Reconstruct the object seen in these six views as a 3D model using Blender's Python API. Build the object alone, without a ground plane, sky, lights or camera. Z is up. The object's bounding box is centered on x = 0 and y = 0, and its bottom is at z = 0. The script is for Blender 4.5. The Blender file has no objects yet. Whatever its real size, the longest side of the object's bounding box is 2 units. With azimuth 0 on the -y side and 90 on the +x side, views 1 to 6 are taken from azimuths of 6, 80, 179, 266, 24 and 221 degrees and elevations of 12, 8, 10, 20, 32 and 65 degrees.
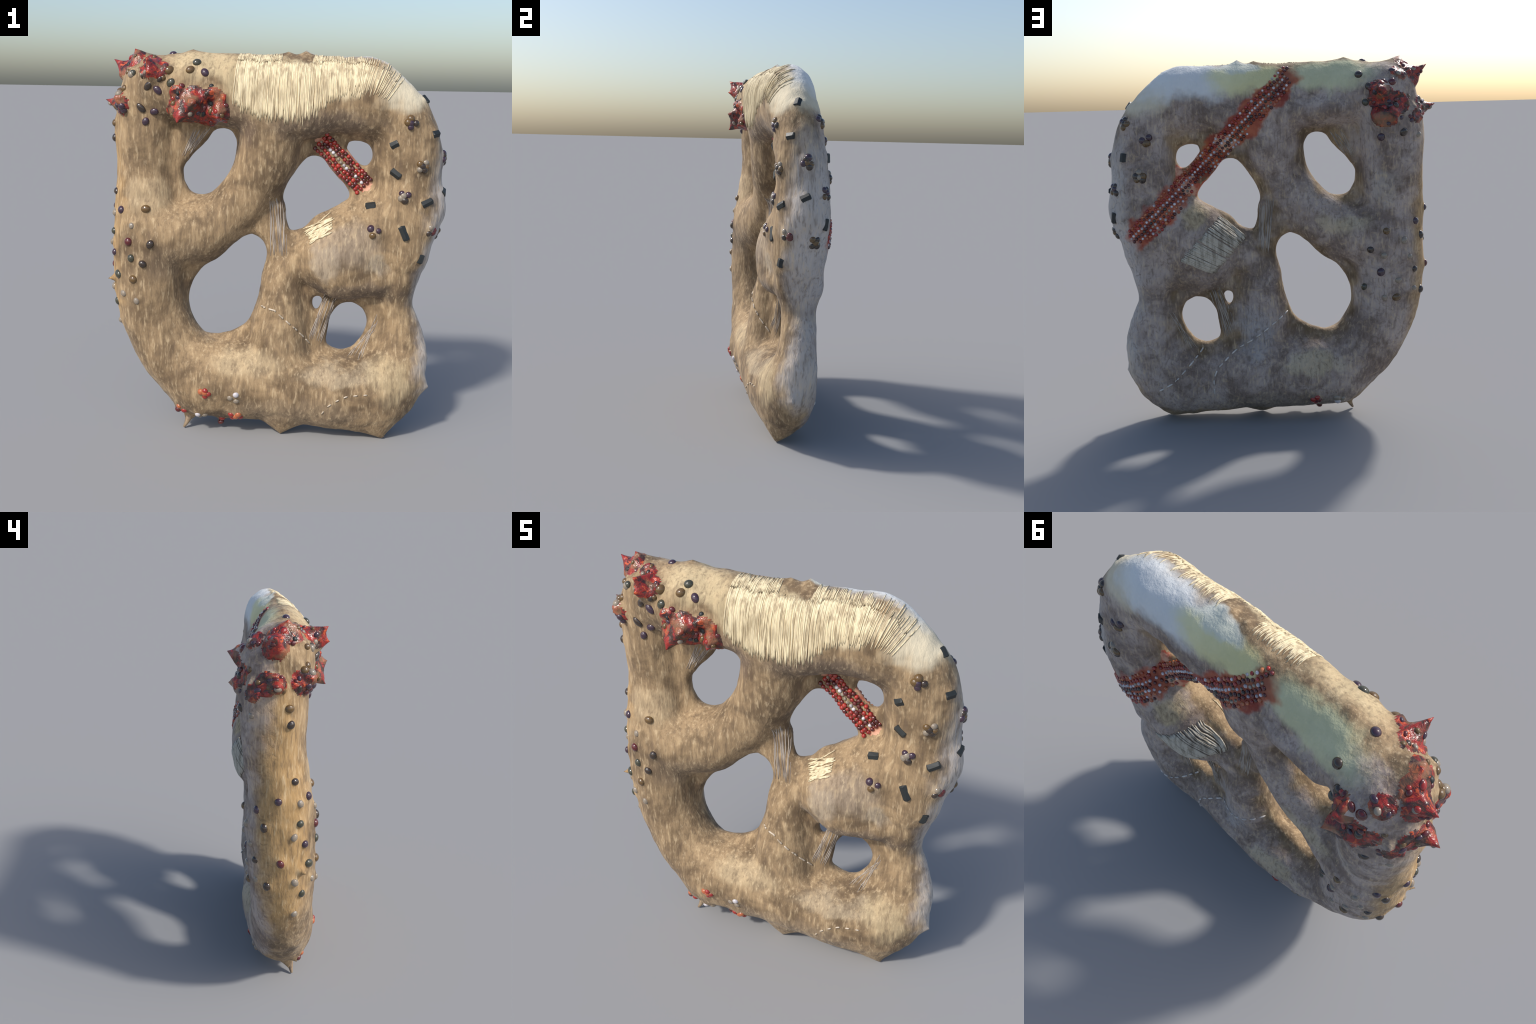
import math, random
import numpy as np

# ---------------------------------------------------------------- limbs
# Every limb is a spine: (x, z, y_centre, half_width_in_plane, half_depth).
LIMBS = {
    "frame": [
        # left column and the rounded lower left corner, running into the bottom bar
        [(-.622, 1.78, .03, .16, .16), (-.645, 1.6, .04, .174, .158), (-.652, 1.4, .042, .165, .15),
         (-.65, 1.2, .01, .172, .15), (-.635, 1.0, .005, .193, .17), (-.635, .8, .0, .193, .165),
         (-.595, .58, -.01, .183, .16), (-.495, .405, -.025, .188, .16), (-.34, .28, -.035, .208, .165)],
        # bottom bar
        [(-.34, .28, -.035, .208, .165), (-.12, .278, -.022, .222, .182), (.15, .254, -.035, .208, .17),
         (.4, .234, -.045, .202, .155), (.575, .25, -.03, .212, .15), (.68, .39, -.01, .165, .12),
         (.69, .55, .005, .13, .095), (.665, .70, .01, .095, .09), (.665, .85, .01, .105, .115)],
        # right column, from the waist up to the chamfered corner
        [(.665, .85, .01, .105, .115), (.685, 1.0, .0, .14, .14), (.695, 1.2, .005, .17, .135),
         (.695, 1.38, .005, .172, .13), (.69, 1.52, -.01, .165, .125), (.63, 1.675, -.02, .163, .12),
         (.47, 1.78, -.03, .18, .125)],
        # top bar
        [(.47, 1.78, -.03, .18, .125), (.25, 1.79, -.04, .186, .13), (0, 1.795, -.05, .180, .13),
         (-.25, 1.81, -.04, .172, .135), (-.45, 1.805, -.025, .170, .152), (-.60, 1.80, .015, .168, .162)],
        # lower roll of the top bar, standing further back than its crest
        [(.34, 1.725, -.02, .10, .125), (.13, 1.69, -.035, .13, .142), (-.12, 1.715, -.02, .105, .142), (-.40, 1.73, .0, .085, .15)],
    ],
    "cross_bar": [
        # bar that climbs from the left column to the top bar
        [(-.55, 1.04, .0, .185, .17), (-.38, 1.08, -.015, .165, .135), (-.23, 1.165, .0, .138, .115),
         (-.12, 1.28, -.01, .135, .105), (-.05, 1.40, -.025, .145, .11), (.0, 1.55, -.02, .165, .138),
         (.0, 1.70, -.025, .17, .145)],
    ],
    "bent_arm": [
        # thick arm that leaves the right column, folds over and drops to the bottom bar
        [(.74, 1.22, .005, .15, .125), (.58, 1.12, .02, .21, .15), (.42, 1.00, .005, .225, .172),
         (.30, .95, -.03, .165, .122), (.16, .95, .01, .09, .065)],
        [(.37, .87, -.04, .12, .117), (.56, .86, -.005, .10, .135)],
        [(.16, .95, .005, .11, .07), (.085, .86, .0, .112, .085), (.07, .72, -.005, .12, .12),
         (.06, .55, -.02, .15, .135), (.08, .36, -.04, .17, .14)],
    ],
    "stretched_web": [
        # thin stitched skins: a bridge between bar and arm, a strut across the lower opening
        [(.045, 1.22, .01, .035, .035), (.045, 1.1, .01, .045, .025), (.05, .98, .005, .05, .04)],
        [(.33, .76, .0, .03, .025), (.30, .68, .0, .022, .025), (.27, .60, .0, .05, .025), (.24, .50, .0, .06, .03)],
    ],
    "strap_base": [
        [(.24, 1.60, .02, .06, .04), (.32, 1.50, .0, .055, .02), (.40, 1.40, .0, .055, .02),
         (.48, 1.30, .02, .055, .04)],
        [(.50, 1.37, .01, .05, .025), (.54, 1.42, .01, .035, .025)],
    ],
}
# The skins round each opening: a ring spine just outside the rim of the hole.
RIM = .034
OPENINGS = {
    "upper_left": [(-.455, 1.34), (-.42, 1.285), (-.36, 1.265), (-.28, 1.28), (-.21, 1.35), (-.176, 1.46), (-.18, 1.56),
                   (-.22, 1.605), (-.29, 1.60), (-.345, 1.53), (-.41, 1.465), (-.455, 1.40)],
    "upper_right": [(.064, 1.16), (.075, 1.30), (.13, 1.41), (.20, 1.475), (.26, 1.475), (.32, 1.41), (.405, 1.31),
                    (.405, 1.26), (.32, 1.205), (.24, 1.175), (.17, 1.105), (.10, 1.085)],
    "slot": [(.385, 1.56), (.47, 1.565), (.515, 1.52), (.525, 1.47), (.49, 1.43), (.455, 1.435), (.40, 1.485), (.375, 1.525)],
    "middle": [(-.09, 1.072), (-.025, 1.035), (-.01, .965), (-.03, .825), (-.06, .685), (-.12, .585), (-.20, .535), (-.30, .515),
               (-.365, .525), (-.415, .60), (-.434, .70), (-.41, .795), (-.345, .89), (-.26, .94), (-.18, 1.03)],
    "pinhole": [(.265, .755), (.29, .73), (.288, .68), (.26, .66), (.232, .69), (.238, .74)],
    "lower": [(.44, .722), (.50, .685), (.525, .62), (.49, .53), (.435, .47), (.375, .457), (.315, .48), (.308, .575), (.345, .665), (.39, .71)],
}


def rim_spine(loop, width, depth, out=None):
    """Closed spine lying `width` outside a loop of (x, z) points."""
    p = np.array(loop)
    d = np.roll(p, -1, 0) - np.roll(p, 1, 0)
    n = np.stack([d[:, 1], -d[:, 0]], 1)
    n /= np.linalg.norm(n, axis=1, keepdims=True)
    if ((p + n * .01 - p.mean(0)) ** 2).sum() < ((p - p.mean(0)) ** 2).sum():
        n = -n
    q = p + n * (out or width)
    rows = [(x, z, .0, width, depth) for x, z in q]
    return rows + rows[:1]


LIMBS["stretched_web"] += [rim_spine(o, RIM if k != "pinhole" else .02, .034 if k != "slot" else .028) for k, o in OPENINGS.items()]
# thicker skirts that carry the skins into the limbs, and fills in the corners of the lower opening
LIMBS["stretched_web"] += [rim_spine(OPENINGS[k], .05, .038, .085) for k in ("upper_left", "middle")]
skirt = rim_spine(OPENINGS["upper_right"], .05, .038, .085)[:-1]
LIMBS["stretched_web"].append(skirt[8:] + skirt[:4])          # open where the strap crosses
LIMBS["stretched_web"] += [
    [(.18, .76, .0, .035, .05), (.19, .66, .0, .04, .05), (.21, .54, .0, .05, .05), (.25, .45, .0, .06, .05), (.36, .41, .0, .04, .05)],
    [(.46, .42, .0, .045, .05), (.55, .47, .0, .05, .05), (.575, .56, .0, .045, .05), (.58, .66, .0, .05, .05), (.53, .75, .0, .05, .05)],
    [(.23, .80, .0, .04, .05), (.33, .785, .0, .03, .05), (.44, .77, .0, .03, .05)],
    [(.53, 1.58, .0, .04, .04), (.42, 1.605, .0, .03, .04), (.30, 1.59, .0, .04, .04)],
    [(-.50, 1.50, .0, .05, .05), (-.46, 1.60, .0, .06, .05), (-.36, 1.66, .0, .05, .05)],
    [(.565, 1.50, .0, .03, .04), (.565, 1.42, .0, .035, .035)],
]

BLEND = {"frame": .05, "cross_bar": .055, "bent_arm": .05, "stretched_web": .035, "strap_base": .03}
CELL = .008
LO = np.array([-.95, -.26, -.03])
HI = np.array([.95, .27, 2.06])


def spline(points, per=6):
    """Catmull-Rom through the control rows of a spine."""
    p = np.array(points, float)
    q = np.vstack([2 * p[0] - p[1], p, 2 * p[-1] - p[-2]])
    out = []
    for i in range(1, len(q) - 2):
        for t in np.linspace(0, 1, per, endpoint=False):
            a, b, c, d = q[i - 1:i + 3]
            out.append(.5 * (2 * b + (c - a) * t + (2 * a - 5 * b + 4 * c - d) * t * t
                             + (3 * b - a - 3 * c + d) * t ** 3))
    out.append(p[-1])
    return np.array(out)


def segment_distance(X, Y, Z, a, b):
    """Distance-like field of one piece of a spine (elliptic section, flat in y)."""
    ex, ez = b[0] - a[0], b[1] - a[1]
    t = np.clip(((X - a[0]) * ex + (Z - a[1]) * ez) / (ex * ex + ez * ez + 1e-12), 0, 1)
    rw = a[3] + (b[3] - a[3]) * t
    rd = a[4] + (b[4] - a[4]) * t
    flat = ((X - a[0] - ex * t) ** 2 + (Z - a[1] - ez * t) ** 2) / rw ** 2
    return (np.sqrt(flat + ((Y - a[2] - (b[2] - a[2]) * t) / rd) ** 2) - 1) * np.minimum(rw, rd)


def build_field():
    n = np.ceil((HI - LO) / CELL).astype(int) + 1
    ax = [(LO[i] + CELL * np.arange(n[i])).astype(np.float32) for i in range(3)]
    F = np.full(n, .3, np.float32)
    label = np.zeros(n, np.int8)
    near = np.full(n, .3, np.float32)

    def box(rows):
        lo = np.array([(rows[:, 0] - rows[:, 3]).min(), (rows[:, 2] - rows[:, 4]).min(), (rows[:, 1] - rows[:, 3]).min()])
        hi = np.array([(rows[:, 0] + rows[:, 3]).max(), (rows[:, 2] + rows[:, 4]).max(), (rows[:, 1] + rows[:, 3]).max()])
        i0 = np.clip(np.floor((lo - .06 - LO) / CELL).astype(int), 0, n)
        i1 = np.clip(np.ceil((hi + .06 - LO) / CELL).astype(int) + 1, 0, n)
        return tuple(slice(p, q) for p, q in zip(i0, i1))

    for li, (name, spines) in enumerate(LIMBS.items()):
        for pts in spines:
            s = spline(pts, 4)
            G = np.full(n, .3, np.float32)
            for a, b in zip(s[:-1], s[1:]):
                sl = box(np.array([a, b]))
                X, Y, Z = np.ix_(ax[0][sl[0]], ax[1][sl[1]], ax[2][sl[2]])
                G[sl] = np.minimum(G[sl], segment_distance(X, Y, Z, a, b))
            sl = box(s)
            f, old, k = G[sl], F[sl], BLEND[name]
            h = np.maximum(k - np.abs(old - f), 0) / k
            F[sl] = np.minimum(old, f) - h * h * h * (k / 6)
            closer = f < near[sl]
            label[sl] = np.where(closer, li, label[sl])
            near[sl] = np.where(closer, f, near[sl])
    return F, label


def sample(F, P):
    """Trilinear lookup of a grid at points P (n,3)."""
    q = (P - LO) / CELL
    q = np.clip(q, 0, np.array(F.shape) - 1.001)
    i = q.astype(int)
    t = q - i
    v = 0
    for a in (0, 1):
        for b in (0, 1):
            for c in (0, 1):
                w = (t[:, 0] if a else 1 - t[:, 0]) * (t[:, 1] if b else 1 - t[:, 1]) * (t[:, 2] if c else 1 - t[:, 2])
                v = v + w * F[i[:, 0] + a, i[:, 1] + b, i[:, 2] + c]
    return v


def gradient(F, P):
    e = CELL
    g = np.stack([sample(F, P + np.eye(3)[k] * e) - sample(F, P - np.eye(3)[k] * e) for k in range(3)], -1)
    return g / (np.linalg.norm(g, axis=1, keepdims=True) + 1e-9)


def surface_nets(F):
    """Quad mesh of the zero level of F."""
    S = F < 0
    n = np.array(F.shape)
    corner = [(a, b, c) for a in (0, 1) for b in (0, 1) for c in (0, 1)]
    cut = lambda A, o: A[o[0]:n[0] - 1 + o[0], o[1]:n[1] - 1 + o[1], o[2]:n[2] - 1 + o[2]]
    cnt = sum(cut(S, o).astype(int) for o in corner)
    act = (cnt > 0) & (cnt < 8)
    idx = np.full(act.shape, -1)
    cells = np.argwhere(act)
    idx[act] = np.arange(len(cells))
    acc = np.zeros((len(cells), 3))
    num = np.zeros(len(cells))
    for o in corner:
        for k in range(3):
            if o[k]:
                continue
            p = list(o)
            p[k] = 1
            fa, fb = cut(F, o)[act], cut(F, p)[act]
            hit = (fa < 0) != (fb < 0)
            t = np.where(hit, fa / (fa - fb + 1e-15), 0)
            pos = cells + np.array(o, float)
            pos[:, k] += t
            acc += pos * hit[:, None]
            num += hit
    V = LO + CELL * acc / num[:, None]
    quads = []
    for k in range(3):
        u, v = (k + 1) % 3, (k + 2) % 3
        sa = [slice(1, -1)] * 3
        sa[k] = slice(0, n[k] - 1)
        sb = list(sa)
        sb[k] = slice(1, n[k])
        a, b = S[tuple(sa)], S[tuple(sb)]
        e = np.argwhere(a != b)
        flip = a[a != b]
        base = e + 1
        base[:, k] -= 1
        ring = []
        for du, dv in ((-1, -1), (0, -1), (0, 0), (-1, 0)):
            c = base.copy()
            c[:, u] += du
            c[:, v] += dv
            ring.append(idx[c[:, 0], c[:, 1], c[:, 2]])
        q = np.stack(ring, 1)
        q[~flip] = q[~flip][:, ::-1]
        quads.append(q)
    return V, np.vstack(quads)


def vertex_normals(V, Q):
    fn = np.cross(V[Q[:, 2]] - V[Q[:, 0]], V[Q[:, 3]] - V[Q[:, 1]])
    N = np.zeros_like(V)
    for k in range(4):
        np.add.at(N, Q[:, k], fn)
    return N / (np.linalg.norm(N, axis=1, keepdims=True) + 1e-12)


def relax(V, Q, times, w=.5):
    for _ in range(times):
        acc = np.zeros_like(V)
        num = np.zeros(len(V))
        for k in range(4):
            for j in (1, 3):
                np.add.at(acc, Q[:, k], V[Q[:, (k + j) % 4]])
                np.add.at(num, Q[:, k], 1)
        V = V * (1 - w) + w * acc / num[:, None]
    return V


# ================================================================ Blender side
import bpy
from mathutils import Vector, Matrix, noise
from mathutils.bvhtree import BVHTree

rng = random.Random(7)

# ---------------------------------------------------------------- materials
def new_material(name):
    m = bpy.data.materials.new(name)
    m.use_nodes = True
    nt = m.node_tree
    return m, nt, nt.nodes["Principled BSDF"]


class Graph:
    """Small helper that strings shader nodes together."""

    def __init__(self, nt):
        self.nt = nt
        self.coord = self.node("ShaderNodeTexCoord").outputs["Object"]

    def node(self, kind, **props):
        n = self.nt.nodes.new(kind)
        for k, v in props.items():
            setattr(n, k, v)
        return n

    def put(self, socket, value):
        if hasattr(value, "links"):
            self.nt.links.new(value, socket)
        else:
            socket.default_value = value

    def vmath(self, op, a, b=None):
        n = self.node("ShaderNodeVectorMath", operation=op)
        self.put(n.inputs[0], a)
        if b is not None:
            self.put(n.inputs[1], b)
        return n.outputs["Value"] if op in ("LENGTH", "DOT_PRODUCT", "DISTANCE") else n.outputs["Vector"]

    def math(self, op, a, b=0.0, clamp=False):
        n = self.node("ShaderNodeMath", operation=op, use_clamp=clamp)
        self.put(n.inputs[0], a)
        self.put(n.inputs[1], b)
        return n.outputs[0]

    def noise(self, scale, detail=3.0, rough=.55, stretch=(1, 1, 1), color=False, distort=0.0, coord=None):
        v = self.vmath("MULTIPLY", coord or self.coord, stretch)
        n = self.node("ShaderNodeTexNoise")
        self.put(n.inputs["Vector"], v)
        n.inputs["Scale"].default_value = scale
        n.inputs["Detail"].default_value = detail
        n.inputs["Roughness"].default_value = rough
        n.inputs["Distortion"].default_value = distort
        return n.outputs["Color" if color else "Fac"]

    def ramp(self, v, lo, hi, a=0.0, b=1.0):
        n = self.node("ShaderNodeMapRange", interpolation_type="SMOOTHSTEP")
        self.put(n.inputs["Value"], v)
        n.inputs["From Min"].default_value = lo
        n.inputs["From Max"].default_value = hi
        n.inputs["To Min"].default_value = a
        n.inputs["To Max"].default_value = b
        return n.outputs["Result"]

    def mix(self, fac, a, b, blend="MIX"):
        n = self.node("ShaderNodeMix", data_type="RGBA", blend_type=blend)
        self.put(n.inputs["Factor"], fac)
        self.put(n.inputs["A"], a if hasattr(a, "links") else (*a, 1))
        self.put(n.inputs["B"], b if hasattr(b, "links") else (*b, 1))
        return n.outputs["Result"]

    def bump(self, height, strength, distance):
        n = self.node("ShaderNodeBump")
        n.inputs["Strength"].default_value = strength
        n.inputs["Distance"].default_value = distance
        self.put(n.inputs["Height"], height)
        return n.outputs["Normal"]


# Tinted places of the felt, some with light painted in: centre, radii, colour, strength.
STAINS = [
    # cream ground under the long threads
    ((-.0, -.16, 1.82), (.20, .14, .17), (.66, .55, .34), .85),
    ((.32, -.14, 1.87), (.24, .14, .10), (.70, .60, .40), .85),
    # pale outer side of the right column
    ((.95, .04, 1.25), (.23, .22, .50), (.56, .52, .49), .78),
    ((.93, .06, .80), (.26, .22, .40), (.53, .50, .49), .75),
    ((.93, .02, .40), (.20, .22, .26), (.56, .53, .51), .7),
    # warm yellow front of the top bar beside the threads
    ((-.30, -.12, 1.92), (.22, .14, .10), (.62, .50, .30), .6),
    # dark patches under the threads and in the crook of the arm
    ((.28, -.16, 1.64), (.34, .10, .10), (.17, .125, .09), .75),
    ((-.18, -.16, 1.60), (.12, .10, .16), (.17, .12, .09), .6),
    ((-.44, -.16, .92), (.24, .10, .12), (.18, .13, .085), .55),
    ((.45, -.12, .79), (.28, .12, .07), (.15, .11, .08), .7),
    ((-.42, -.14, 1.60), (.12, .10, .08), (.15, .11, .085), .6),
    # grey-white worn ovals on the bent arm
    ((.29, -.17, .95), (.10, .06, .10), (.44, .37, .28), .55),
    ((.57, -.14, .95), (.07, .08, .07), (.44, .37, .28), .55),
    ((.40, -.16, 1.06), (.22, .08, .14), (.34, .27, .20), .6),
    # grey stretched skins; the lilac-grey entries bake bluish skylight into the hole walls
    ((.045, 1.12, .0), (.06, .10, .16), (.34, .29, .25), .85),
    ((-.40, 1.55, .02), (.09, .06, .10), (.36, .32, .29), .8),
    ((.25, .58, .0), (.08, .06, .20), (.36, .31, .28), .85),
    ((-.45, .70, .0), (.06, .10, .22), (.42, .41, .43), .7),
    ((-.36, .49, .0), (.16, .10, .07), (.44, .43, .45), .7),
    ((.53, .54, .0), (.06, .06, .14), (.40, .33, .26), .7),
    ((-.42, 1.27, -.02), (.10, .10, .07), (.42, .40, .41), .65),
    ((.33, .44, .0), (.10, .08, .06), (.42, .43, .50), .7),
    ((-.62, -.12, 1.27), (.16, .10, .10), (.48, .37, .23), .45),
    ((-.10, -.17, .42), (.20, .10, .10), (.50, .39, .24), .55),
    # golden outer side of the left column
    ((-.90, .03, .95), (.21, .20, 1.1), (.42, .265, .115), .92),
    # worn fleece on the lower right
    ((.40, -.13, .36), (.26, .10, .07), (.50, .41, .28), .45),
    ((.64, -.12, .34), (.13, .10, .15), (.54, .43, .26), .5),
    ((.20, -.15, .15), (.40, .12, .10), (.24, .18, .12), .55),
    # yellowish places on the back
    ((-.34, .17, 1.13), (.20, .08, .08), (.52, .44, .29), .6),
    ((-.20, .16, .36), (.22, .08, .09), (.50, .43, .29), .6),
    ((.40, .14, 1.20), (.09, .09, .08), (.46, .36, .20), .7),
    ((-.60, .17, 1.30), (.10, .08, .12), (.46, .42, .38), .5),
    ((.15, .13, .52), (.16, .10, .18), (.40, .40, .42), .55),
    ((.50, .12, .72), (.12, .12, .18), (.20, .15, .115), .7),
    ((.45, .13, 1.50), (.16, .10, .13), (.20, .155, .12), .65),
    ((.0, .14, .10), (.50, .12, .09), (.22, .18, .145), .6),
    ((-.36, .14, 1.56), (.12, .10, .10), (.20, .16, .13), .6),
]


# Smooth pale bloom on the shoulder and along the back of the top bar, lying over the wool.
BLOOM = [
    ((.66, -.02, 1.82), (.20, .20, .14), (.74, .67, .50), .85),
    ((.42, .05, 1.92), (.32, .13, .16), (.76, .79, .79), .95),
    ((.12, .08, 1.93), (.24, .12, .13), (.74, .70, .36), .9),
    ((-.30, .09, 1.93), (.30, .12, .12), (.64, .65, .40), .88),
    ((.15, .02, 1.98), (.14, .06, .06), (.64, .68, .66), .7),
]


def felt_material():
    m, nt, bsdf = new_material("felt")
    g = Graph(nt)
    wobble = g.vmath("MULTIPLY", g.vmath("SUBTRACT", g.noise(9, 3, color=True), (.5, .5, .5)), (.16, .16, .16))
    p = g.vmath("ADD", g.coord, wobble)
    streak = g.noise(30, 4, .62, stretch=(1, 1, .20), distort=.25)
    wool = g.noise(24, 5, .65, distort=1.2)
    mottle = g.noise(5.5, 5, .62, distort=.5)
    fine = g.noise(75, 3, .62, stretch=(1, 1, .20))
    col = g.mix(g.ramp(mottle, .33, .66), (.130, .087, .049), (.335, .233, .130))
    # the back is greyer in colour
    back = g.node("ShaderNodeSeparateXYZ")
    g.put(back.inputs[0], p)
    col = g.mix(g.ramp(back.outputs["Y"], .015, .09), col,
                g.mix(g.ramp(mottle, .34, .66), (.205, .156, .132), (.43, .36, .325)))
    pick = g.node("ShaderNodeMix", data_type="FLOAT")
    g.put(pick.inputs[0], g.ramp(back.outputs["Y"], .015, .09))
    g.put(pick.inputs[2], streak)
    g.put(pick.inputs[3], wool)
    streak = pick.outputs[0]
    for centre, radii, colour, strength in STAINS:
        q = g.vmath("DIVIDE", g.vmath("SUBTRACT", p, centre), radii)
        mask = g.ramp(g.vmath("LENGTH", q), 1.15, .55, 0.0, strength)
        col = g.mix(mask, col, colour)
    # red dye round the beaded strap: a band across the back
    off = g.math("ABSOLUTE", g.math("SUBTRACT", g.vmath("DOT_PRODUCT", p, (.703, 0, .711)), 1.285))
    run = g.math("ABSOLUTE", g.math("SUBTRACT", g.vmath("DOT_PRODUCT", p, (-.711, 0, .703)), .83))
    dye = g.math("MULTIPLY", g.ramp(off, .078, .05), g.ramp(run, .66, .60))
    dye = g.math("MULTIPLY", dye, g.ramp(back.outputs["Y"], -.01, .03, 0, .85))
    col = g.mix(g.ramp(streak, .50, .72, 0, .36), col, (.62, .46, .27))
    col = g.mix(g.ramp(streak, .50, .30, 0, .50), col, (.10, .068, .042))
    col = g.mix(g.ramp(fine, .53, .70, 0, .34), col, (.70, .55, .35))
    col = g.mix(g.ramp(fine, .47, .32, 0, .42), col, (.13, .09, .06))
    for centre, radii, colour, strength in BLOOM:
        q = g.vmath("DIVIDE", g.vmath("SUBTRACT", p, centre), radii)
        col = g.mix(g.ramp(g.vmath("LENGTH", q), 1.15, .55, 0.0, strength * .88), col, colour)
    col = g.mix(dye, col, g.mix(g.ramp(mottle, .4, .6), (.26, .032, .018), (.46, .10, .035)))
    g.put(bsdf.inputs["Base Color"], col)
    bsdf.inputs["Roughness"].default_value = .78
    bsdf.inputs["Specular IOR Level"].default_value = .25
    bsdf.inputs["Sheen Weight"].default_value = .08
    h = g.math("ADD", g.math("MULTIPLY", streak, .7), g.math("MULTIPLY", fine, .5))
    g.put(bsdf.inputs["Normal"], g.bump(h, .5, .012))
    return m


def crust_material():
    m, nt, bsdf = new_material("red_crust")
    g = Graph(nt)
    a = g.noise(17, 4, .65, distort=.9)
    b = g.noise(34, 3, .6, distort=.5)
    c = g.noise(11, 2, .5)
    col = g.mix(g.ramp(a, .38, .58), (.045, .020, .020), (.30, .028, .022))
    col = g.mix(g.ramp(b, .57, .66), col, (.52, .09, .03))
    col = g.mix(g.ramp(b, .48, .38, 0, .9), col, (.06, .038, .028))
    col = g.mix(g.ramp(c, .52, .62, 0, .6), col, (.30, .15, .075))
    col = g.mix(g.ramp(a, .64, .74, 0, .6), col, (.52, .20, .15))
    g.put(bsdf.inputs["Base Color"], col)
    bsdf.inputs["Roughness"].default_value = .22
    g.put(bsdf.inputs["Normal"], g.bump(g.math("ADD", a, b), .6, .012))
    return m


def strap_material():
    m, nt, bsdf = new_material("strap_felt")
    g = Graph(nt)
    a = g.noise(18, 4, .6)
    col = g.mix(g.ramp(a, .4, .6), (.42, .09, .05), (.60, .33, .22))
    g.put(bsdf.inputs["Base Color"], col)
    bsdf.inputs["Roughness"].default_value = .7
    return m


def thread_material(name, dark, light):
    m, nt, bsdf = new_material(name)
    g = Graph(nt)
    n = g.noise(30, 3, .6, stretch=(1.6, 1.6, .3))
    g.put(bsdf.inputs["Base Color"], g.mix(g.ramp(n, .35, .6), dark, light))
    bsdf.inputs["Roughness"].default_value = .6
    return m


def glass_material(name, dark, light, rough=.07, scale=60):
    """Glossy seed-bead glass, coloured in the mass."""
    m, nt, bsdf = new_material(name)
    g = Graph(nt)
    n = g.noise(scale, 2, .5)
    g.put(bsdf.inputs["Base Color"], g.mix(g.ramp(n, .35, .65), dark, light))
    bsdf.inputs["Roughness"].default_value = rough
    bsdf.inputs["Coat Weight"].default_value = .6 if rough < .3 else 0.0
    bsdf.inputs["Coat Roughness"].default_value = .05
    return m


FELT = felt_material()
CRUST = crust_material()
STRAP = strap_material()
CREAM = thread_material("cream_thread", (.46, .37, .23), (.76, .65, .43))
GREY = thread_material("grey_thread", (.20, .16, .13), (.38, .33, .28))
TAN_STITCH = thread_material("tan_stitch_thread", (.34, .27, .19), (.54, .46, .36))
STITCH = thread_material("stitch_thread", (.46, .42, .38), (.64, .60, .56))
GLASS = {
    "purple": glass_material("purple_glass", (.02, .010, .018), (.07, .035, .055)),
    "brown": glass_material("brown_glass", (.015, .010, .007), (.06, .038, .024)),
    "amber": glass_material("amber_glass", (.05, .026, .008), (.19, .11, .035)),
    "green": glass_material("green_glass", (.018, .02, .013), (.08, .075, .045)),
    "clear": glass_material("clear_glass", (.13, .105, .075), (.36, .30, .23)),
    "red": glass_material("red_glass", (.17, .010, .009), (.40, .035, .022)),
    "orange": glass_material("orange_glass", (.30, .045, .015), (.50, .18, .07)),
    "white": glass_material("lilac_glass", (.34, .31, .33), (.70, .67, .69)),
    "garnet": glass_material("garnet_glass", (.045, .008, .009), (.14, .02, .018)),
    "black": glass_material("black_glass", (.010, .013, .013), (.024, .028, .028), .5),
}

# ---------------------------------------------------------------- the thing
sculpture = bpy.data.objects.new("felt_sculpture", None)
sculpture["label"] = "tan felt loop sculpture with holes, glass beads and red spiky crusts"
sculpture["category"] = "fabric sculpture"
bpy.context.scene.collection.objects.link(sculpture)


def add_object(name, mesh, parent, material=None, kind=None):
    o = bpy.data.objects.new(name, mesh)
    bpy.context.scene.collection.objects.link(o)
    o.parent = parent
    if material is not None and not mesh.materials:
        mesh.materials.append(material)
    if kind:
        o["kind"] = kind
    return o


def mesh_from(name, verts, faces, smooth=True):
    me = bpy.data.meshes.new(name)
    me.from_pydata([tuple(v) for v in verts], [], [tuple(f) for f in faces])
    me.update()
    if smooth:
        me.polygons.foreach_set("use_smooth", [True] * len(me.polygons))
    return me


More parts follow.
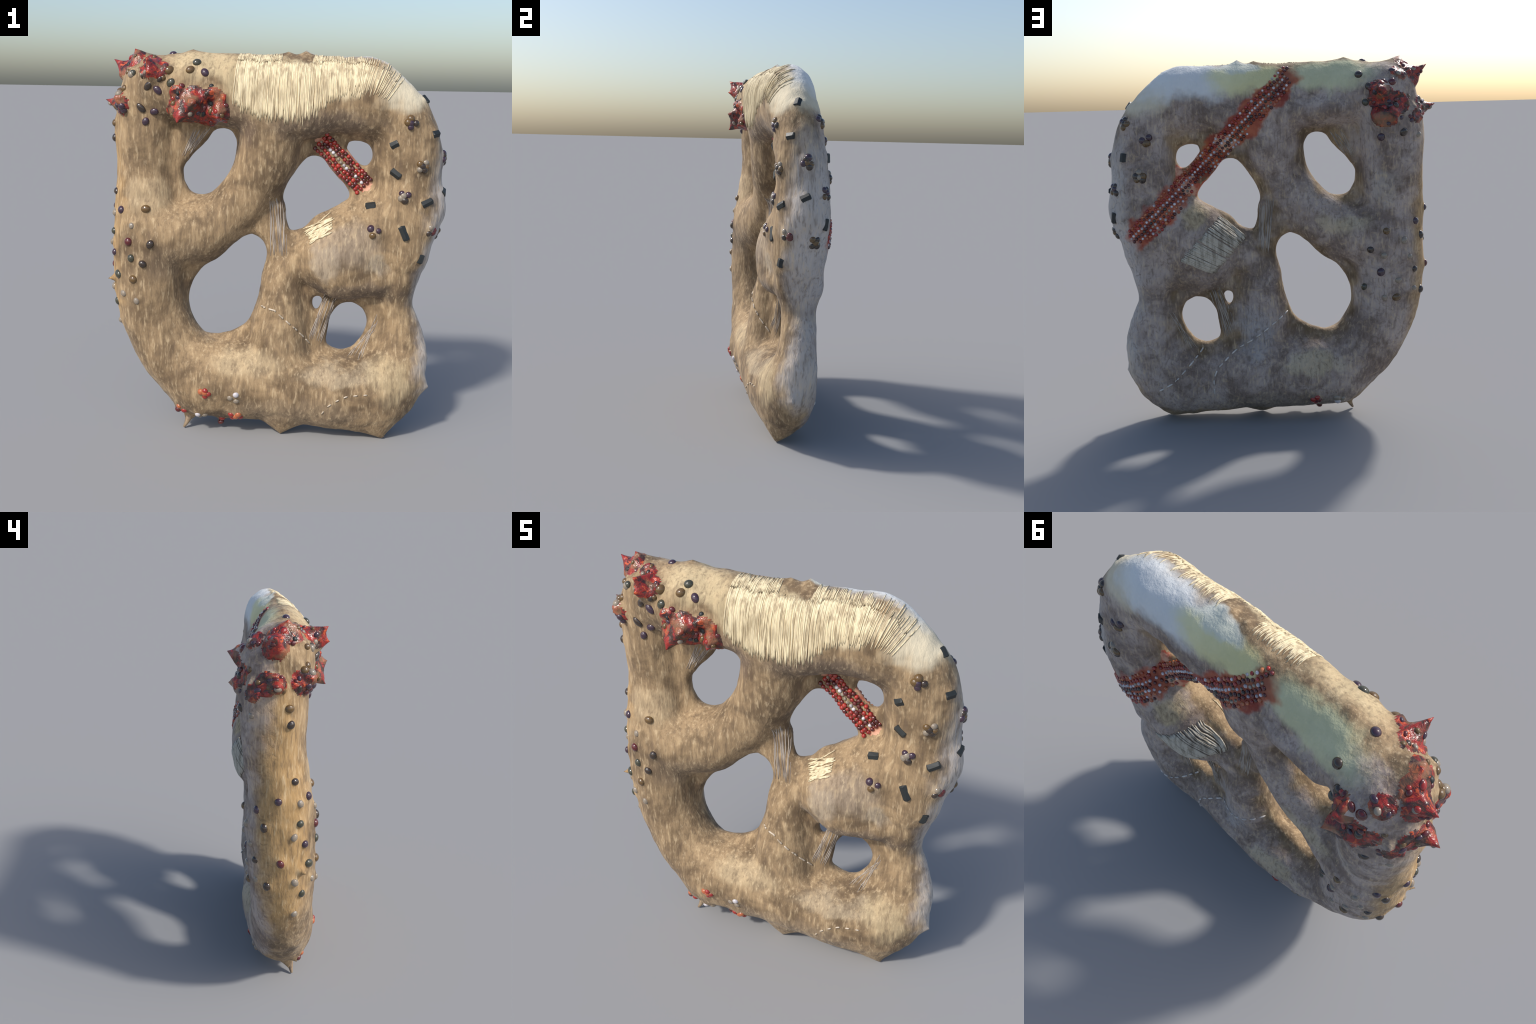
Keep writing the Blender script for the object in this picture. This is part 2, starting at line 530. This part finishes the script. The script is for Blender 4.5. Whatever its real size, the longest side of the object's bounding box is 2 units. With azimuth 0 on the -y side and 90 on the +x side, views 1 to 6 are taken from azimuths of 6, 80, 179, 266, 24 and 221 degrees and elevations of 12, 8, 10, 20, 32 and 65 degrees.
# ---------------------------------------------------------------- where the beads sit
SINGLE_BEADS = [
    # front of the left column
    (-.76, -.11, 1.19, "purple"), (-.626, -.15, 1.204, "amber"), (-.698, -.15, 1.114, "clear"), (-.715, -.15, 1.03, "garnet"),
    (-.596, -.17, 1.024, "brown"), (-.797, -.09, .962, "purple"), (-.70, -.15, .945, "green"), (-.639, -.16, .919, "brown"),
    (-.772, -.11, .85, "green"), (-.687, -.15, .833, "amber"), (-.742, -.125, .753, "clear"), (-.804, -.065, 1.072, "green"),
    # outer side of the left column
    (-.813, -.012, 1.627, "amber"), (-.808, -.017, 1.552, "brown"), (-.755, .132, 1.595, "clear"), (-.805, -.045, 1.279, "brown"),
    (-.822, .035, 1.189, "purple"), (-.804, -.068, 1.169, "clear"), (-.763, .131, 1.129, "purple"), (-.795, .098, 1.048, "brown"),
    (-.822, -.038, 1.008, "clear"), (-.755, .134, .868, "brown"), (-.829, .023, .876, "garnet"), (-.797, .083, .743, "brown"),
    (-.815, -.046, .769, "clear"), (-.787, -.08, .698, "green"), (-.785, -.049, .584, "clear"), (-.67, -.153, .723, "clear"),
    # back of the left column
    (-.60, .173, 1.083, "amber"), (-.694, .166, 1.03, "clear"), (-.516, .163, .981, "brown"), (-.589, .169, .952, "clear"),
    (-.725, .153, .941, "clear"), (-.573, .158, .858, "purple"), (-.666, .164, .813, "clear"), (-.488, .111, .769, "green"),
    (-.753, .128, .761, "clear"), (-.592, .159, .717, "clear"), (-.656, .159, .716, "amber"),
    # round the crusted corner
    (-.457, .132, 1.918, "brown"), (-.504, .166, 1.847, "brown"), (-.49, .166, 1.759, "green"), (-.58, .142, 1.593, "purple"),
    (-.675, .159, 1.614, "brown"), (-.631, .172, 1.854, "garnet"), (-.502, -.027, 1.976, "purple"), (-.362, -.13, 1.925, "green"),
    (-.392, -.146, 1.888, "amber"), (-.317, -.155, 1.88, "purple"), (-.492, -.135, 1.887, "amber"), (-.474, -.155, 1.827, "green"),
]
# clusters of seed beads: centre, number, palette
CLUSTERS = [
    (.685, -.13, 1.66, 5, "amber purple brown"), (.755, -.127, 1.45, 6, "amber clear brown"), (.672, -.14, 1.303, 5, "purple clear brown"),
    (.532, -.15, 1.123, 4, "purple amber purple"), (.825, -.105, 1.127, 4, "garnet clear brown"), (.873, -.01, 1.485, 6, "purple brown amber"),
    (.765, .055, 1.675, 5, "amber brown purple"), (.839, .089, 1.336, 5, "brown purple amber"), (.857, .04, 1.095, 5, "brown amber brown"),
    (.661, .104, 1.59, 4, "amber purple purple"), (.696, .133, 1.403, 6, "brown amber clear"),
    (-.302, -.174, .266, 5, "red orange red"), (-.152, -.159, .256, 4, "clear white clear"), (-.343, -.13, .124, 4, "clear white clear"),
    (-.152, -.125, .133, 5, "red orange red"), (-.443, -.113, .138, 4, "red orange garnet"), (-.217, .109, .138, 5, "red garnet red"),
    (-.347, .106, .121, 4, "clear white clear"), (-.24, -.06, .058, 3, "garnet red red"),
    (-.745, -.10, 1.71, 5, "purple garnet purple"), (-.75, -.09, 1.775, 4, "amber clear amber"), (-.69, -.09, 1.865, 3, "green amber clear"),
]
# faceted black tube beads: place, turn, half length
TUBE_BEADS = [
        (.745, -.04, 1.757, 80, .022), (.807, -.08, 1.605, 10, .022), (.615, -.126, 1.554, 30, .020), (.626, -.12, 1.411, -35, .027),
        (.79, -.13, 1.272, 25, .028), (.509, -.106, 1.25, 15, .024), (.68, -.153, 1.121, -65, .036), (.78, -.12, .982, 75, .022),
        (.78, .104, 1.502, 85, .022), (.883, -.02, 1.317, 30, .024), (.85, .09, 1.182, 80, .028)]

# ---------------------------------------------------------------- body surface
F, LABEL = build_field()
V, Q = surface_nets(F)
V = relax(V, Q, 3, .5)
N = vertex_normals(V, Q)
if np.mean(np.einsum("ij,ij->i", N, gradient(F, V))) < 0:
    Q = Q[:, ::-1]
    N = -N

names = list(LIMBS)
cell = np.clip(np.round((V - LO) / CELL).astype(int), 0, np.array(F.shape) - 1)
vlabel = LABEL[cell[:, 0], cell[:, 1], cell[:, 2]]

# patches of red crust: centre and radius
CRUST_PATCHES = [
    (-.43, -.15, 1.705, .075), (-.45, -.16, 1.78, .04), (-.36, -.17, 1.755, .070), (-.27, -.165, 1.755, .062), (-.33, -.13, 1.665, .075),
    (-.25, -.14, 1.70, .055),
    (-.595, -.13, 1.905, .060), (-.545, -.14, 1.895, .050), (-.60, -.09, 1.945, .045),
    (-.70, -.03, 1.945, .060), (-.72, .03, 1.94, .055), (-.79, .06, 1.92, .060),
    (-.765, -.085, 1.735, .062),
    (-.79, .09, 1.735, .055), (-.83, .05, 1.745, .045),
    (-.58, .175, 1.775, .070), (-.60, .165, 1.70, .070), (-.555, .175, 1.83, .045), (-.66, .17, 1.75, .06), (-.74, .12, 1.68, .04),
    (-.67, .13, 1.905, .045),
]
# pulled-out points: tip and base radius
PEAKS = [
    (-.600, -.205, 1.950, .055), (-.595, -.219, 1.880, .060), (-.365, -.246, 1.740, .070), (-.445, -.230, 1.642, .095),
    (-.250, -.205, 1.665, .060), (-.30, -.215, 1.79, .055),
    (-.700, -.015, 2.000, .085), (-.830, .060, 1.950, .065), (-.878, .054, 1.745, .060), (-.775, -.135, 1.737, .060),
    (-.552, .250, 1.835, .065), (-.525, .246, 1.680, .075), (-.62, .235, 1.72, .07), (-.60, .22, 1.79, .06), (-.66, .215, 1.66, .05), (-.76, .17, 1.73, .05),
    (-.430, -.080, .020, .060), (.855, -.055, .285, .075),
    (-.842, -.10, .820, .030), (-.48, -.11, .10, .04), (-.24, -.06, .032, .03),
    (.170, -.04, 2.000, .060), (.08, -.045, 1.992, .080), (-.400, -.02, 2.000, .110), (.46, -.03, 1.975, .090),
]


def lumpy(v):
    """Soft unevenness of stuffed felt."""
    a = noise.noise(Vector(v) * 7.0) * .006
    b = noise.noise(Vector(v) * 18.0 + Vector((3, 1, 2))) * .0028
    c = noise.noise(Vector((v[0] * 60, v[1] * 60, v[2] * 25))) * .0010
    return a + b + c


body_noise = np.array([lumpy(v) for v in V])
crust = np.zeros(len(V))
for x, y, z, r in CRUST_PATCHES:
    i = np.argmin(np.linalg.norm(V - (x, y, z), axis=1))
    d = np.linalg.norm(V - V[i], axis=1) / (r * 1.0)
    crust = np.maximum(crust, np.clip((1.12 - d) / .25, 0, 1))
near = np.where(crust > 0)[0]
grit = np.zeros(len(V))
for i in near:
    grit[i] = .010 + .020 * noise.noise(Vector(V[i]) * 17) + .008 * noise.noise(Vector(V[i]) * 45)
V0 = V.copy()
mound = np.zeros(len(V))
for x, y, z, r, h in ([(*b[:3], .040, .010) for b in SINGLE_BEADS] + [(*c[:3], .060, .014) for c in CLUSTERS]
                      + [(*t[:3], .050, .011) for t in TUBE_BEADS]):
    i = np.argmin(np.linalg.norm(V - (x, y, z), axis=1))
    d = np.linalg.norm(V - V[i], axis=1) / r
    mound = np.maximum(mound, h * np.exp(-2.2 * d * d))
V = V + N * mound[:, None]
V = V + N * (body_noise + crust * grit)[:, None]
for x, y, z, r in PEAKS:
    tip = np.array((x, y, z))
    i = np.argmin(np.linalg.norm(V0 - tip, axis=1))
    base = V0[i]
    w = np.clip(1 - np.linalg.norm(V0 - base, axis=1) / r, 0, 1) ** 1.7
    V = V + w[:, None] * (tip - V[i])

# blunt spurs under the bottom bar
for x, y, z, r in [(.085, -.10, .0, .12), (.627, -.083, .0, .11), (.84, -.05, .27, .10)]:
    i = np.argmin(np.linalg.norm(V0 - (x, y, z), axis=1))
    w = np.clip(1 - np.linalg.norm(V0 - V0[i], axis=1) / r, 0, 1) ** 1.25
    V = V + w[:, None] * (np.array((x, y, z)) - V[i])

N = vertex_normals(V, Q)
bvh = BVHTree.FromPolygons([tuple(v) for v in V], [tuple(int(k) for k in f) for f in Q])

ragged = np.array([noise.noise(Vector(v) * 38) * .6 for v in V[near]])
is_crust = np.zeros(len(V), bool)
is_crust[near] = (crust[near] + ragged) > .5
face_kind = np.array([np.bincount(r, minlength=len(names)).argmax() for r in vlabel[Q]])
face_kind[is_crust[Q].sum(1) >= 2] = len(names)

PARTS = {}
for k, part in enumerate(names + ["red_crust"]):
    faces = Q[face_kind == k]
    used, inv = np.unique(faces, return_inverse=True)
    me = mesh_from(part, V[used].tolist(), inv.reshape(-1, 4).tolist())
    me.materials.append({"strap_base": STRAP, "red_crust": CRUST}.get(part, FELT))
    me.normals_split_custom_set_from_vertices([tuple(n) for n in N[used]])
    PARTS[part] = add_object(part, me, sculpture)


def on_surface(p):
    loc, nor, _, _ = bvh.find_nearest(Vector(p))
    return loc, nor


def cast(x, z, side):
    """Surface point of the front (-1) or back (+1) above (x, z)."""
    hit = bvh.ray_cast(Vector((x, .5 * side, z)), Vector((0, -side, 0)))
    return (hit[0], hit[1]) if hit[0] is not None else (None, None)


# ---------------------------------------------------------------- threads
def tube(path, radius, sides=5, taper=True):
    """Vertices and faces of a thin strand along a list of points."""
    vs, fs = [], []
    n = len(path)
    for i, p in enumerate(path):
        t = (path[min(i + 1, n - 1)] - path[max(i - 1, 0)]).normalized()
        u = t.orthogonal().normalized()
        w = t.cross(u)
        r = radius * (.45 if taper and i in (0, n - 1) else 1)
        for k in range(sides):
            a = 2 * math.pi * k / sides
            vs.append(p + u * (r * math.cos(a)) + w * (r * math.sin(a)))
    for i in range(n - 1):
        for k in range(sides):
            a, b = i * sides + k, i * sides + (k + 1) % sides
            fs.append((a, b, b + sides, a + sides))
    fs.append(tuple(range(sides))[::-1])
    fs.append(tuple(range((n - 1) * sides, n * sides)))
    return vs, fs


def join(pieces):
    vs, fs = [], []
    for v, f in pieces:
        o = len(vs)
        vs += v
        fs += [tuple(i + o for i in q) for q in f]
    return vs, fs


def curve_value(table, x):
    xs, ys = zip(*table)
    return float(np.interp(x, xs, ys))


# long satin threads hanging over the front of the top bar
LOWER_EDGE = [(-.19, 1.80), (-.17, 1.74), (-.12, 1.70), (-.04, 1.665), (.09, 1.645), (.20, 1.66), (.25, 1.71),
              (.31, 1.765), (.38, 1.79), (.50, 1.79), (.56, 1.76), (.62, 1.70), (.66, 1.66)]
HANG = spline([(-.17, 1.812), (.0, 1.80), (.25, 1.79), (.47, 1.775), (.60, 1.69), (.67, 1.60)], 115)
strands = []
for i in range(len(HANG) - 1):
    c = HANG[i] + (HANG[i + 1] - HANG[i]) * rng.random()
    t = HANG[i + 1] - HANG[i]
    out = Vector((-t[1], 0, t[0])).normalized()
    x, zc = c
    if x > .56 or (x > .40 and rng.random() < (x - .40) * 5.5):
        continue
    end = curve_value(LOWER_EDGE, x) + rng.choice((1, 1, 2.2)) * rng.uniform(-.012, .022)
    start = math.radians(rng.uniform(46, 58) if .05 < x < .2 else rng.uniform(62, 88) + 60 * max(0, x - .45))
    lift = rng.uniform(-.0005, .0025)
    lean = rng.uniform(-.012, .012)
    path = []
    for k in range(26):
        a = start - k * .085
        d = out * math.sin(a) + Vector((0, -math.cos(a), 0))
        hit = bvh.ray_cast(Vector((x + lean * k / 26, -.02, zc)) + d * .4, -d)
        if hit[0] is None or hit[0].z < end:
            break
        path.append(hit[0] + hit[1] * lift)
    if len(path) > 3:
        strands.append(tube(path, rng.uniform(.0016, .0030)))
add_object("thread_fringe", mesh_from("thread_fringe", *join(strands)), PARTS["frame"], CREAM, "stuff")


def strand_between(a, b, side, radius, steps=9, lift=.002, wiggle=.003):
    path = []
    for k in range(steps):
        t = k / (steps - 1)
        x = a[0] + (b[0] - a[0]) * t + rng.uniform(-wiggle, wiggle) * .5
        z = a[1] + (b[1] - a[1]) * t + rng.uniform(-wiggle, wiggle) * .5
        p, n = cast(x, z, side)
        if p is None:
            if path:
                break
            continue
        if path and (p - path[-1]).length > .09:
            break
        path.append(p + n * lift)
    return tube(path, radius) if len(path) > 2 else ([], [])


def strand_field(name, start, end, count, side, radius, parent, material, jitter=.012, lift=.002):
    """Parallel strands: their heads lie on one line, their tails on another."""
    out = []
    for k in range(count):
        t = (k + rng.uniform(-.3, .3)) / max(1, count - 1)
        j = lambda: rng.uniform(-jitter, jitter)
        a = [s0 + (s1 - s0) * t + j() for s0, s1 in zip(*start)]
        b = [e0 + (e1 - e0) * t + j() for e0, e1 in zip(*end)]
        out.append(strand_between(a, b, side, radius * rng.uniform(.75, 1.2), lift=lift))
    return add_object(name, mesh_from(name, *join(out)), parent, material, "stuff")


arm, frame, bar, web = PARTS["bent_arm"], PARTS["frame"], PARTS["cross_bar"], PARTS["stretched_web"]
# satin-stitched patch on the back of the arm and its end on the front
strand_field("satin_patch", ((.29, 1.175), (.50, .955)), ((.155, 1.05), (.33, .87)), 64, 1, .0045, arm,
             thread_material("satin_thread", (.30, .26, .20), (.54, .49, .40)), .006, .003)
strand_field("satin_patch", ((.185, 1.095), (.225, 1.045)), ((.325, 1.185), (.315, 1.115)), 22, -1, .0045, arm, CREAM, .012, .003)
# strands that stretch the webs
for side in (-1, 1):
    strand_field("web_strands", ((.0, 1.26), (.07, 1.24)), ((.02, .97), (.085, .98)), 13, side, .0030, web, GREY, .016, -.0005)
    strand_field("web_strands", ((-.455, 1.47), (-.40, 1.49)), ((-.40, 1.60), (-.31, 1.61)), 9, side, .0028, web, GREY, .012, -.0005)
    strand_field("web_strands", ((.30, .77), (.36, .755)), ((.22, .52), (.29, .50)), 10, side, .0028, web, GREY, .012, -.0005)
    strand_field("web_strands", ((.58, .66), (.56, .60)), ((.50, .44), (.44, .43)), 6, side, .0026, web, GREY, .012, -.0005)

# ---------------------------------------------------------------- running stitches
def running_stitch(line, side, dash=.03, gap=.016, radius=.0048, name="stitch"):
    pts = []
    for a, b in zip(line[:-1], line[1:]):
        for t in np.linspace(0, 1, 14, endpoint=False):
            p, n = cast(a[0] + (b[0] - a[0]) * t, a[1] + (b[1] - a[1]) * t, side)
            if p is not None:
                pts.append(p + n * .002)
    if not pts:
        return
    run, on, left = [pts[0]], True, dash
    for p, q in zip(pts[:-1], pts[1:]):
        left -= (q - p).length
        if on:
            run.append(q)
        if left <= 0:
            if on and len(run) > 1:
                v, f = tube(run, radius, 6)
                add_object(name, mesh_from(name, v, f), frame, STITCH if side > 0 else TAN_STITCH)
            on = not on
            run, left = [q], (dash if on else gap) * rng.uniform(.8, 1.2)


running_stitch([(-.067, .63), (.014, .576), (.138, .479), (.249, .40), (.328, .328), (.352, .271), (.352, .17)], 1)
running_stitch([(.41, .43), (.432, .40), (.475, .354), (.574, .255), (.691, .189)], 1)
running_stitch([(-.03, .702), (.044, .692), (.094, .648), (.15, .597), (.20, .537), (.235, .485)], -1, .035)
running_stitch([(.303, .164), (.334, .212), (.372, .24), (.425, .265), (.49, .275), (.557, .28)], -1, .02, .026, .0038)

# ---------------------------------------------------------------- beads
def sphere_mesh(name, squash=.82, rings=10, seg=14):
    vs, fs = [(0, 0, squash)], []
    for i in range(1, rings):
        a = math.pi * i / rings
        for k in range(seg):
            b = 2 * math.pi * k / seg
            vs.append((math.sin(a) * math.cos(b), math.sin(a) * math.sin(b), squash * math.cos(a)))
    vs.append((0, 0, -squash))
    for k in range(seg):
        fs.append((0, 1 + k, 1 + (k + 1) % seg))
    for i in range(rings - 2):
        for k in range(seg):
            a, b = 1 + i * seg + k, 1 + i * seg + (k + 1) % seg
            fs.append((a, a + seg, b + seg, b))
    o = 1 + (rings - 2) * seg
    for k in range(seg):
        fs.append((o + k, len(vs) - 1, o + (k + 1) % seg))
    return vs, fs


BALL = sphere_mesh("bead")
BEAD_MESH = {}
for tint, mat in GLASS.items():
    BEAD_MESH[tint] = mesh_from("bead_" + tint, *BALL)
    BEAD_MESH[tint].materials.append(mat)


def bead(p, r, tint, parent, sink=.25, stretch=1.0, name="bead"):
    loc, n = on_surface(p)
    o = add_object(name, BEAD_MESH[tint], parent)
    spin = Matrix.Rotation(rng.uniform(0, 6.28), 4, "Z")
    o.matrix_local = (Matrix.Translation(loc + n * r * sink) @ n.to_track_quat("Z", "Y").to_matrix().to_4x4() @ spin
                      @ Matrix.Diagonal((r * stretch, r, r, 1)))
    return o


for x, y, z, tint in SINGLE_BEADS:
    bead((x, y, z), rng.uniform(.018, .023) * (.8 if tint == "clear" else 1), tint, frame, -.30, rng.uniform(1, 1.25))
for x, y, z, s in [(-.599, -.143, 1.816, 1.7), (-.552, -.148, 1.798, 1.5), (-.645, -.131, 1.708, 1.6), (-.579, -.122, 1.692, 1.3),
                   (-.625, -.113, 1.642, 1.2), (-.64, .17, 1.735, 1.1)]:
    bead((x, y, z), .0185, rng.choice(("purple", "brown", "black")), frame, -.1, s)

for x, y, z, count, tints in CLUSTERS:
    c, n = on_surface((x, y, z))
    u = n.orthogonal().normalized()
    w = n.cross(u)
    a0 = rng.uniform(0, 6.28)
    for k in range(count):
        a = a0 + 6.283 * k / max(1, count - 1)
        a += rng.uniform(-.35, .35)
        r = .004 if k == count - 1 and count > 4 else rng.uniform(.019, .028)
        bead(c + u * (r * math.cos(a)) + w * (r * math.sin(a)), rng.uniform(.0155, .020), tints.split()[k % 3], frame, -.25)

# beads crowding the red crusts
spots = [p for p in CRUST_PATCHES]
for x, y, z, r in spots:
    for _ in range(4):
        d = Vector((rng.gauss(0, 1), rng.gauss(0, 1), rng.gauss(0, 1))).normalized() * r * rng.uniform(.5, 1.05)
        tint = rng.choice("red garnet purple amber brown black garnet amber clear garnet purple".split())
        bead(Vector((x, y, z)) + d, rng.uniform(.009, .0145), tint, PARTS["red_crust"], -.2, rng.uniform(1, 1.5))

# faceted black tube beads on the right column: place, turn, length
def bugle_mesh():
    vs, fs = [], []
    rings = [(-1, .80), (-.88, 1), (.88, 1), (1, .80)]
    for h, r in rings:
        for k in range(6):
            a = math.pi * (2 * k + 1) / 6
            vs.append((h, r * math.cos(a), r * math.sin(a)))
    for i in range(3):
        for k in range(6):
            a, b = i * 6 + k, i * 6 + (k + 1) % 6
            fs.append((a, b, b + 6, a + 6))
    fs += [tuple(range(6))[::-1], tuple(range(18, 24))]
    chip = random.Random(3)
    vs = [tuple(c * chip.uniform(.84, 1.08) for c in v) for v in vs]
    me = mesh_from("tube_bead", vs, fs, False)
    me.materials.append(GLASS["black"])
    return me


BUGLE = bugle_mesh()
for x, y, z, turn, length in TUBE_BEADS:
    loc, n = on_surface((x, y, z))
    side = Vector((0, 0, 1)).cross(n).normalized()
    up = n.cross(side)
    a = math.radians(turn)
    along = side * math.cos(a) + up * math.sin(a)
    rot = Matrix((along, n.cross(along), n)).transposed().to_4x4()
    o = add_object("tube_bead", BUGLE, frame)
    o.matrix_local = Matrix.Translation(loc - n * .010) @ rot @ Matrix.Diagonal((length * 1.08, .0215, .018, 1))

# ---------------------------------------------------------------- beaded strap
ALONG = Vector((-.711, 0, .703))
ACROSS = Vector((.703, 0, .711))


def bead_row(offset, u0, u1, side, radius, pitch, tints, store):
    u = u0
    while u < u1:
        c = ALONG * u + ACROSS * (offset + rng.uniform(-.004, .004))
        p, n = cast(c.x, c.z, side)
        u += pitch * rng.uniform(.92, 1.1)
        if p is None:
            continue
        tint = rng.choice(tints)
        if tint in ("white", "clear"):
            radius_here = radius * .82
        else:
            radius_here = radius
        R = Matrix.Translation(p + n * radius_here * .0) @ n.to_track_quat("Z", "Y").to_matrix().to_4x4() @ Matrix.Scale(radius_here * rng.uniform(.85, 1.1), 4)
        store.setdefault(tint, []).append(([R @ Vector(v) for v in SMALL[0]], SMALL[1]))


SMALL = sphere_mesh("small", .9, 6, 8)
strap_beads = {}
# rows on the back, from the upper edge of the strap to the lower
for off, u0, u1, tints in [
        (1.333, .24, 1.43, ["orange", "red", "orange", "red", "white"]),
        (1.314, .22, 1.44, ["red", "red", "garnet"]),
        (1.294, .215, 1.40, ["white", "white", "white", "clear"]), (1.275, .215, 1.40, ["garnet", "garnet", "brown"]),
        (1.256, .24, 1.40, ["white", "garnet", "clear"]), (1.236, .28, .62, ["red", "orange", "white"]),
        (1.236, .75, 1.05, ["red", "garnet", "white"]), (1.236, 1.15, 1.36, ["red", "orange", "garnet"]),
        (1.216, .33, .52, ["red", "orange", "garnet"])]:
    bead_row(off, u0, u1, 1, .0098, .0205, tints, strap_beads)
# rows on the short free length seen from the front
for off, tints in [(1.330, ["red", "red", "garnet"]), (1.307, ["red", "garnet", "red"]), (1.286, ["white", "clear", "garnet"]),
                   (1.264, ["red", "red", "garnet"]), (1.240, ["red", "garnet"])]:
    bead_row(off, .60, .92, -1, .0122, .0205, tints, strap_beads)
for tint, pieces in strap_beads.items():
    add_object("strap_beads", mesh_from("strap_beads", *join(pieces)), PARTS["strap_base"], GLASS[tint], "stuff")

# ---------------------------------------------------------------- spikes it stands on
def spike(path, r0, r1):
    vs, fs = [], []
    path = [Vector(p) for p in path]
    n = len(path)
    for i, p in enumerate(path):
        t = (path[min(i + 1, n - 1)] - path[max(i - 1, 0)]).normalized()
        u = t.orthogonal().normalized()
        w = t.cross(u)
        r = r0 + (r1 - r0) * i / (n - 1)
        for k in range(8):
            a = math.pi * k / 4
            vs.append(p + u * r * math.cos(a) + w * r * math.sin(a))
    for i in range(n - 1):
        for k in range(8):
            a, b = i * 8 + k, i * 8 + (k + 1) % 8
            fs.append((a, b, b + 8, a + 8))
    fs += [tuple(range(8))[::-1], tuple(range((n - 1) * 8, n * 8))]
    return add_object("spike", mesh_from("spike", vs, fs), frame, SPIKE)


SPIKE = thread_material("spike_felt", (.14, .10, .07), (.34, .25, .16))
spike([(-.405, -.08, .085), (-.418, -.083, .05), (-.428, -.086, .025), (-.440, -.09, .004)], .022, .006)
spike([(.62, -.075, .05), (.626, -.08, .02), (.629, -.084, .006)], .016, .010)
